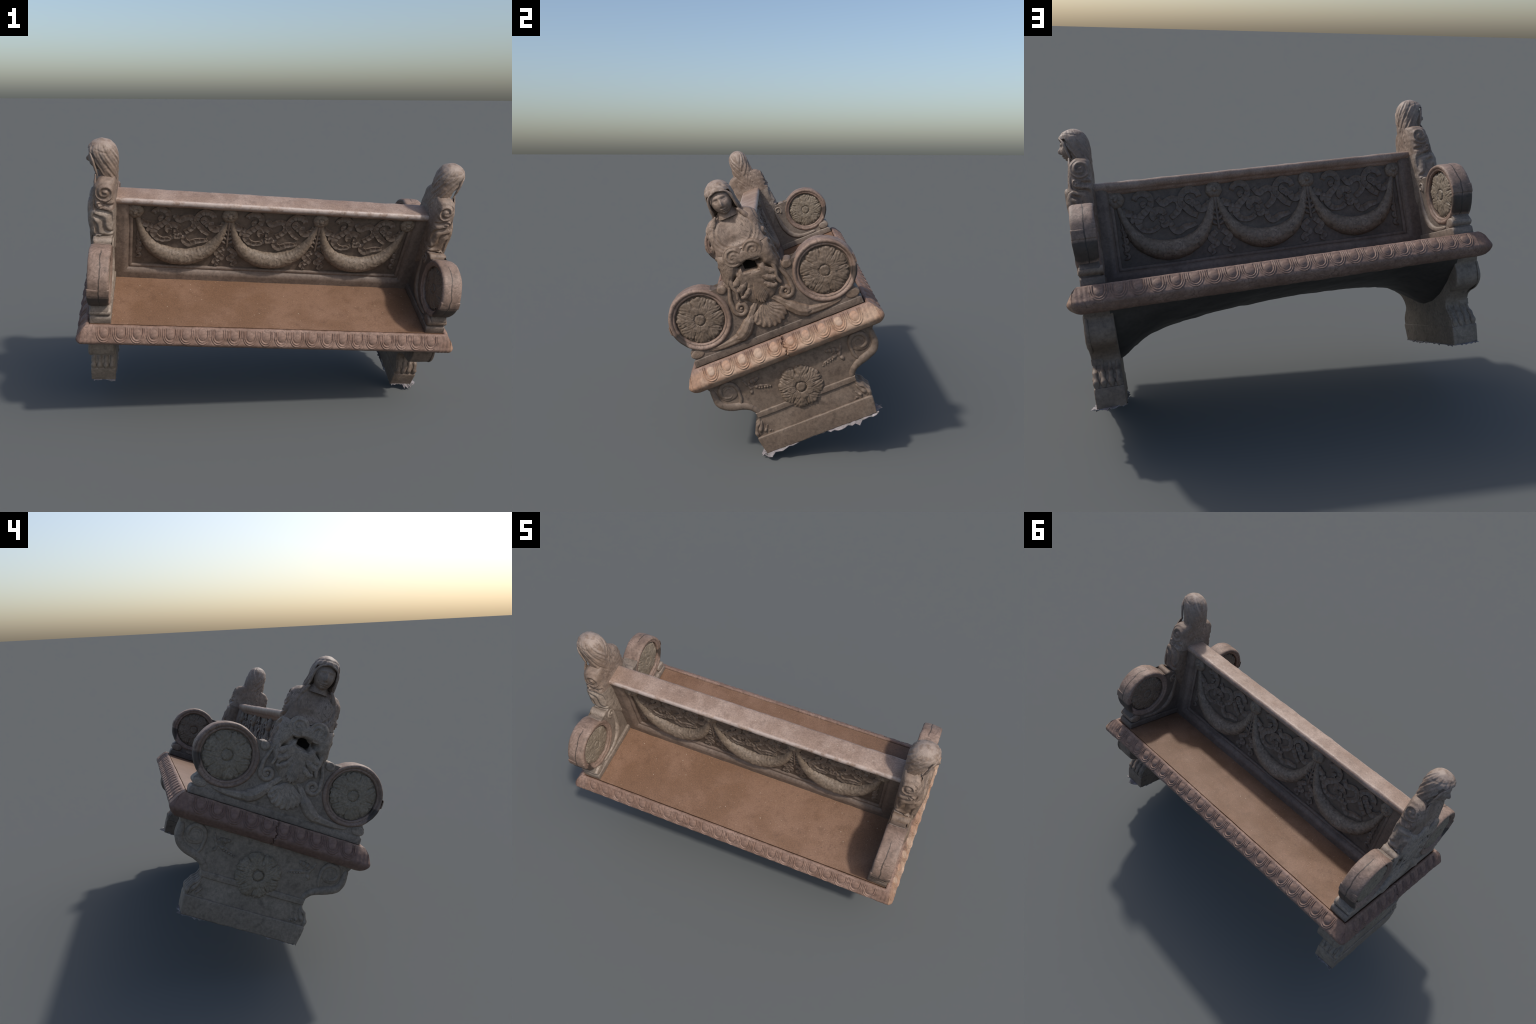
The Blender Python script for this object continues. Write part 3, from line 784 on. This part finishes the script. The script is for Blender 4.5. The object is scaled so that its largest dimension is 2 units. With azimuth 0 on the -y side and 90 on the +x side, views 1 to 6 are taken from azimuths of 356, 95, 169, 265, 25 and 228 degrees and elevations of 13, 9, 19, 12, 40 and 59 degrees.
    cx = np.full(80, .86); G = loft(zs, cx, cx - xb, xf - cx, hy, np.interp(zs, [.5, .64, .68, .71], [5, 4.2, 3, 2.2]), 260)
    y, z = G[:, :, 1], G[:, :, 2]
    front = sstep(-.022, -.006, G[:, :, 0] - xf[:, None])
    oval = np.sqrt((y / .080) ** 2 + ((z - .600) / .068) ** 2)
    G[:, :, 0] -= front * np.exp(-(y / .062) ** 2) * (.010 + .016 * sstep(.58, .66, z)) * sstep(.53, .56, z) * sstep(.70, .68, z)   # sunken chest between the mantle edges
    fold = sum(a * np.exp(-((oval - c) / .07) ** 2) for a, c in ((.0012, .95), (.002, 1.2), (.0018, 1.42)))
    G[:, :, 0] += front * (fold * sstep(.69, .64, z) + .007 * np.exp(-oval ** 2 * 1.4) - .0025 * np.exp(-((oval - 1.08) / .08) ** 2) * sstep(.68, .63, z))
    G = side_carving(G, hy[:, None], front)
    V, F = grid(G, wrap_v=True, cap0=True, cap1=True)
    add('torso', (V, F), 'herm', 60, .0018, 30)
    for s in (1, -1):
        # drapery edge round the neck and shoulder
        v = to_face(ridge([(s * .052, .690), (s * .074, .655), (s * .090, .610), (s * .094, .565), (s * .080, .535)], [.006, .011, .012, .010, .006], .900, .75, n=60, m=10, ripple=(5, .12)))
        add('drapery_fold', v)
    # neck
    zs = np.linspace(.665, .735, 12)
    G = loft(zs, np.full(12, .868), np.full(12, .032), np.interp(zs, [.665, .70, .735], [.034, .026, .026]), np.interp(zs, [.665, .70, .735], [.052, .036, .034]), 2., 50)
    add('neck', grid(G, wrap_v=True, cap0=True, cap1=True))
    # head: smooth ovoid with carved features ----------------------------------------
    nt, npn = 110, 130
    th = np.linspace(.02, PI - .02, nt); ph = np.linspace(0, 2 * PI, npn, endpoint=False)
    sx = np.sin(th)[:, None] * np.cos(ph); sy = np.sin(th)[:, None] * np.sin(ph); sz = np.cos(th)[:, None] * np.ones(npn)
    X = .887 + .050 * sx; Y = .0490 * sy * (1 - .16 * np.clip(-sz, 0, 1)); Z = .746 + .064 * sz
    fr = sstep(.1, .6, sx)
    g = lambda y0, z0, a, b: np.exp(-(((Y - y0) / a) ** 2 + ((Z - z0) / b) ** 2))
    X = X + fr * (.0135 * np.exp(-(Y / .0075) ** 2) * sstep(.768, .735, Z) * sstep(.718, .727, Z)      # nose
                  + .0035 * np.exp(-((Z - .768) / .007) ** 2) * np.exp(-(Y / .036) ** 2)               # brow
                  - .0085 * (g(.0185, .753, .0115, .0075) + g(-.0185, .753, .0115, .0075))             # eye sockets
                  + .0050 * (g(.0185, .752, .0075, .0042) + g(-.0185, .752, .0075, .0042))             # eyes
                  + .0030 * (g(.025, .725, .012, .013) + g(-.025, .725, .012, .013))                   # cheeks
                  + .0055 * g(0, .7105, .012, .0036) + .0050 * g(0, .7035, .010, .0032) - .0050 * g(0, .7072, .014, .0018)
                  - .0025 * g(0, .698, .012, .003) + .0060 * g(0, .690, .013, .008))                   # lips and chin
    add('head', grid(np.stack([X, Y, Z], -1), wrap_v=True, cap0=True, cap1=True, flip=False), 'herm', 70, .0006, 60)
    # hair: cap that falls down the back ------------------------------------------------
    zs = np.linspace(.548, .8395, 130)
    tab = [(.545, .802, .030, .080), (.58, .801, .040, .077), (.62, .799, .055, .076), (.66, .801, .080, .074), (.70, .799, .106, .069), (.74, .799, .125, .064), (.768, .800, .137, .063),
           (.790, .806, .134, .060), (.808, .814, .120, .053), (.824, .829, .090, .040), (.834, .845, .056, .026), (.8398, .868, .012, .006)]
    xb, dp, hy = interp(zs, tab)
    cx = xb + dp * .5; G = loft(zs, cx, dp * .5, dp * .5, np.clip(hy, .003, 1), 2.3, 150)
    y, z, x = G[:, :, 1], G[:, :, 2], G[:, :, 0]
    ang = np.arctan2(y, x - cx[:, None])
    # strands run down and back
    st = np.sin(np.abs(ang) * 13 + z * 95 + 1.2 * np.sin(z * 30 + ang * 3)) + .6 * np.sin(np.abs(ang) * 23 + z * 150)
    amt = .0014 * sstep(.56, .60, z) * sstep(.838, .812, z)
    cap = np.exp(-((z - .800 - .014 * np.cos(ang)) / .004) ** 2) * sstep(2.4, 1.6, np.abs(ang))
    rr = 1 + (amt * st - .0020 * cap) / .06
    G[:, :, 0] = cx[:, None] + (x - cx[:, None]) * rr; G[:, :, 1] = y * rr
    # face opening
    x, y = G[:, :, 0], G[:, :, 1]
    open_ = sstep(.88, .905, x) * sstep(.055, .047, np.abs(y)) * sstep(.794, .786, z + 4.0 * y ** 2)
    low = sstep(.71, .69, z) * sstep(.87, .885, x) * sstep(.058, .046, np.abs(y))
    G[:, :, 0] = x - .048 * np.maximum(open_, low)
    add('hair', grid(G, wrap_v=True, cap0=True, cap1=True), 'herm', 70, .0012, 50)
    for s in (1, -1):      # locks framing the face
        p = np.array([(.936, .004 * s, .796), (.929, .036 * s, .785), (.917, .0525 * s, .760), (.908, .057 * s, .728), (.898, .060 * s, .695), (.888, .066 * s, .668)])
        C = spline(p, 50); a = np.linspace(0, 2 * PI, 10, endpoint=False)
        T = np.gradient(C, axis=0); T /= np.linalg.norm(T, axis=1, keepdims=True)
        A = np.cross(T, [1, 0, 0]); A /= np.linalg.norm(A, axis=1, keepdims=True); B = np.cross(T, A)
        r = (.0062 * np.sin(np.linspace(.35, PI - .25, 50)) * (1 + .10 * np.sin(np.linspace(0, 19, 50))))[:, None, None]
        G = C[:, None] + r * (A[:, None] * np.cos(a)[None, :, None] + B[:, None] * np.sin(a)[None, :, None])
        add('hair_lock', grid(G, wrap_v=True, cap0=True, cap1=True), 'herm', 70)
    for o in made:
        c = o.copy(); bpy.context.scene.collection.objects.link(c); c.matrix_basis = Matrix.Translation((FAR, 0, -BASE)) @ HALF; far_side(c)
build_herm()

# ================================================================== legs
def build_leg():
    half = spline([(.425, -.038), (.416, -.055), (.408, -.075), (.411, -.105), (.409, -.138), (.393, -.170), (.363, -.187), (.322, -.198), (.287, -.213), (.262, -.234), (.248, -.258), (.246, -.282),
                   (.262, -.303), (.279, -.328), (.286, -.360)], 60)
    H = np.vstack([half, [(.286, -.385)]])
    H = H[::-1]
    out = np.vstack([H, np.c_[-H[::-1, 0], H[::-1, 1]]])
    leg = make('leg', rough(*prism(out, .787, .905, .006), .0016, 26), 'leg', angle=50)
    kids = []
    def add(name, VF, mat='leg', ang=50, amp=.0014, sc=34):
        o = make(name, rough(*VF, amp, sc), mat, leg, ang); kids.append(o); return o
    # base block
    P = np.array([(-.281, -.463), (.281, -.463), (.285, -.44), (.2915, -.385), (.290, -.374), (.284, -.3705), (-.284, -.3705), (-.290, -.374), (-.2915, -.385), (-.285, -.44)])
    dens = []
    for i in range(len(P)):
        q = P[(i + 1) % len(P)]; k = max(2, int(np.linalg.norm(q - P[i]) / .02))
        for t in range(k): dens.append(P[i] + (q - P[i]) * t / k)
    add('base_block', prism(dens, .784, .9130, .006), amp=.0022, sc=22)
    # cross band
    P = np.array([(-.250, -.276), (.250, -.276), (.252, -.262), (.252, -.246), (-.252, -.246), (-.252, -.262)])
    dens = []
    for i in range(len(P)):
        q = P[(i + 1) % len(P)]; k = max(2, int(np.linalg.norm(q - P[i]) / .02))
        for t in range(k): dens.append(P[i] + (q - P[i]) * t / k)
    add('cross_band', prism(dens, .86, .9125, .006))
    for s in (1, -1):
        def side(v): return v if s > 0 else mirror_y(v)
        # S-shaped bracket border and its volute
        e = [(.400, -.060), (.397, -.10), (.394, -.135), (.376, -.160), (.345, -.176), (.300, -.190), (.262, -.212), (.240, -.240), (.232, -.272)]
        add('bracket_scroll', side(to_face(ridge(e, [.012, .017, .018, .020, .021, .020, .017, .015, .012], .900, .80, n=90, m=14))))
        sp = np.vstack([[(.300, -.182), (.285, -.150), (.283, -.110)], spiral_path(.331, -.098, .046, .005, 1.75, PI * .98, -1, 50)])
        add('bracket_volute', side(to_face(ridge(sp, [.008, .010, .012, .013, .012, .010, .009, .008], .902, 1.05, n=130, m=12))))
        bk = to_face(polar_relief(lambda a: .052 + 0 * a, lambda q, a, r: .008 * math.sqrt(max(0, 1 - q ** 6)) + 0 * a, .902, 40, 10), .331, -.098)
        add('volute_disc', side(bk))
        # leafy sprig beside the rosette
        sg = []
        for pth, rd in (([(.250, -.066), (.236, -.098), (.222, -.128), (.232, -.150), (.222, -.156)], [.005, .009, .008, .010, .007]),
                        ([(.232, -.105), (.208, -.092), (.182, -.088), (.160, -.078)], [.006, .014, .013, .005]),
                        ([(.225, -.118), (.200, -.124), (.170, -.128), (.130, -.142)], [.006, .010, .008, .004]),
                        ([(.212, -.112), (.198, -.103), (.186, -.112)], [.006, .009, .006])):
            sg.append(to_face(ridge(pth, rd, .901, 1.0, n=36, m=10, ripple=(4, .25))))
        for k in range(5): sg.append(to_face(polar_relief(lambda a: .006 + 0 * a, lambda q, a, r: .008 * math.sqrt(1 - .9 * q * q) + 0 * a, .903, 10, 5), .185 - .013 * k, -.134 - .003 * k))
        add('leaf_sprig', side(merge(*sg)))
        # paw: four toes round the lower corner
        for k in range(4):
            xc = .803 + .0325 * k
            C = spline([(.244, -.268), (.252, -.296), (.270, -.312), (.281, -.332), (.287, -.352), (.287, -.374)], 40)
            a = np.linspace(0, 2 * PI, 14, endpoint=False)
            t = np.linspace(0, 1, 40)
            r = .0150 * (.55 + .30 * np.exp(-((t - .38) / .16) ** 2) + .42 * np.exp(-((t - .80) / .13) ** 2))
            G = np.zeros((40, 14, 3))
            G[:, :, 0] = xc + r[:, None] * np.cos(a); G[:, :, 1] = C[:, 0:1] - .002 + .75 * r[:, None] * np.sin(a); G[:, :, 2] = C[:, 1:2] + .3 * r[:, None] * np.sin(a)
            add('toe', side(grid(G, wrap_v=True, cap0=True, cap1=True, flip=True)))
        lf = []
        for pth, rd in (([(.240, -.290), (.252, -.318), (.268, -.345), (.272, -.366)], [.006, .011, .012, .008]), ([(.222, -.320), (.232, -.338), (.244, -.352), (.240, -.366)], [.004, .007, .009, .007]),
                        ([(.208, -.366), (.218, -.356), (.232, -.362)], [.004, .007, .005])):
            lf.append(to_face(ridge(pth, rd, .901, 1.1, n=30, m=10, ripple=(2, .2))))
        add('claw_leaf', side(merge(*lf)))
    V, F = rosette_mesh(.108)
    X = np.stack([V[:, 2] * 1.4, V[:, 0], V[:, 1]], 1)
    o = make('leg_rosette', rough(X, F, .0016, 60), 'rosette', leg, 60); o.location = (.9040, 0, -.1985); kids.append(o)
    l2 = twin(leg); l2.matrix_basis = Matrix.Translation((FAR, 0, -BASE)) @ HALF
    for o in kids:
        c = o.copy(); bpy.context.scene.collection.objects.link(c); c.parent = l2; far_side(c)
    far_side(l2)
build_leg()

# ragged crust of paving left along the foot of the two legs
def build_fringe():
    def strip(a, b, n, out, amp, drop, seed):
        r = np.random.default_rng(seed)
        a = np.array(a, float); b = np.array(b, float); out = np.array(out, float)
        G = np.zeros((n, 4, 3)); w = 0.
        for i, t in enumerate(np.linspace(0, 1, n)):
            w = .55 * w + .45 * r.random()
            e = amp * (.12 + 1.2 * w * (1 if r.random() < .5 else .6)) * (.6 + .5 * math.sin(t * 9 + seed))
            p = a + (b - a) * t
            q = p + out * e; q[2] += -drop * (e / amp) + .004 * r.standard_normal()
            th = np.array([0, 0, -.004])
            G[i] = [p, q, q + th * .6, p + th]
        return grid(G, wrap_v=True, cap0=True, cap1=True)
    z = -.460
    right = merge(strip((.905, -.292, z), (.905, .292, z), 34, (1, 0, 0), .040, .009, 1),
                  strip((.79, -.279, z), (.925, -.281, z), 18, (.2, -1, 0), .050, .007, 2),
                  strip((.925, .281, z), (.79, .279, z), 16, (.25, 1, 0), .030, .006, 3),
                  strip((.786, -.27, z), (.786, .27, z), 44, (-1, 0, 0), .020, .002, 4))
    make('paving_crust', right, 'fringe', None, 20)
    left = merge(strip((-.79, .281, z), (-.912, .283, z), 12, (-.1, 1, 0), .016, .001, 5),
                 strip((-.905, -.283, z), (-.79, -.281, z), 12, (0, -1, 0), .010, .004, 6),
                 strip((-.907, .28, z), (-.907, -.28, z), 50, (-.35, 0, -.6), .010, .003, 7),
                 strip((-.787, .27, z), (-.787, -.27, z), 44, (.5, 0, -.4), .012, .003, 8))
    make('paving_crust', left, 'fringe', None, 20)
build_fringe()
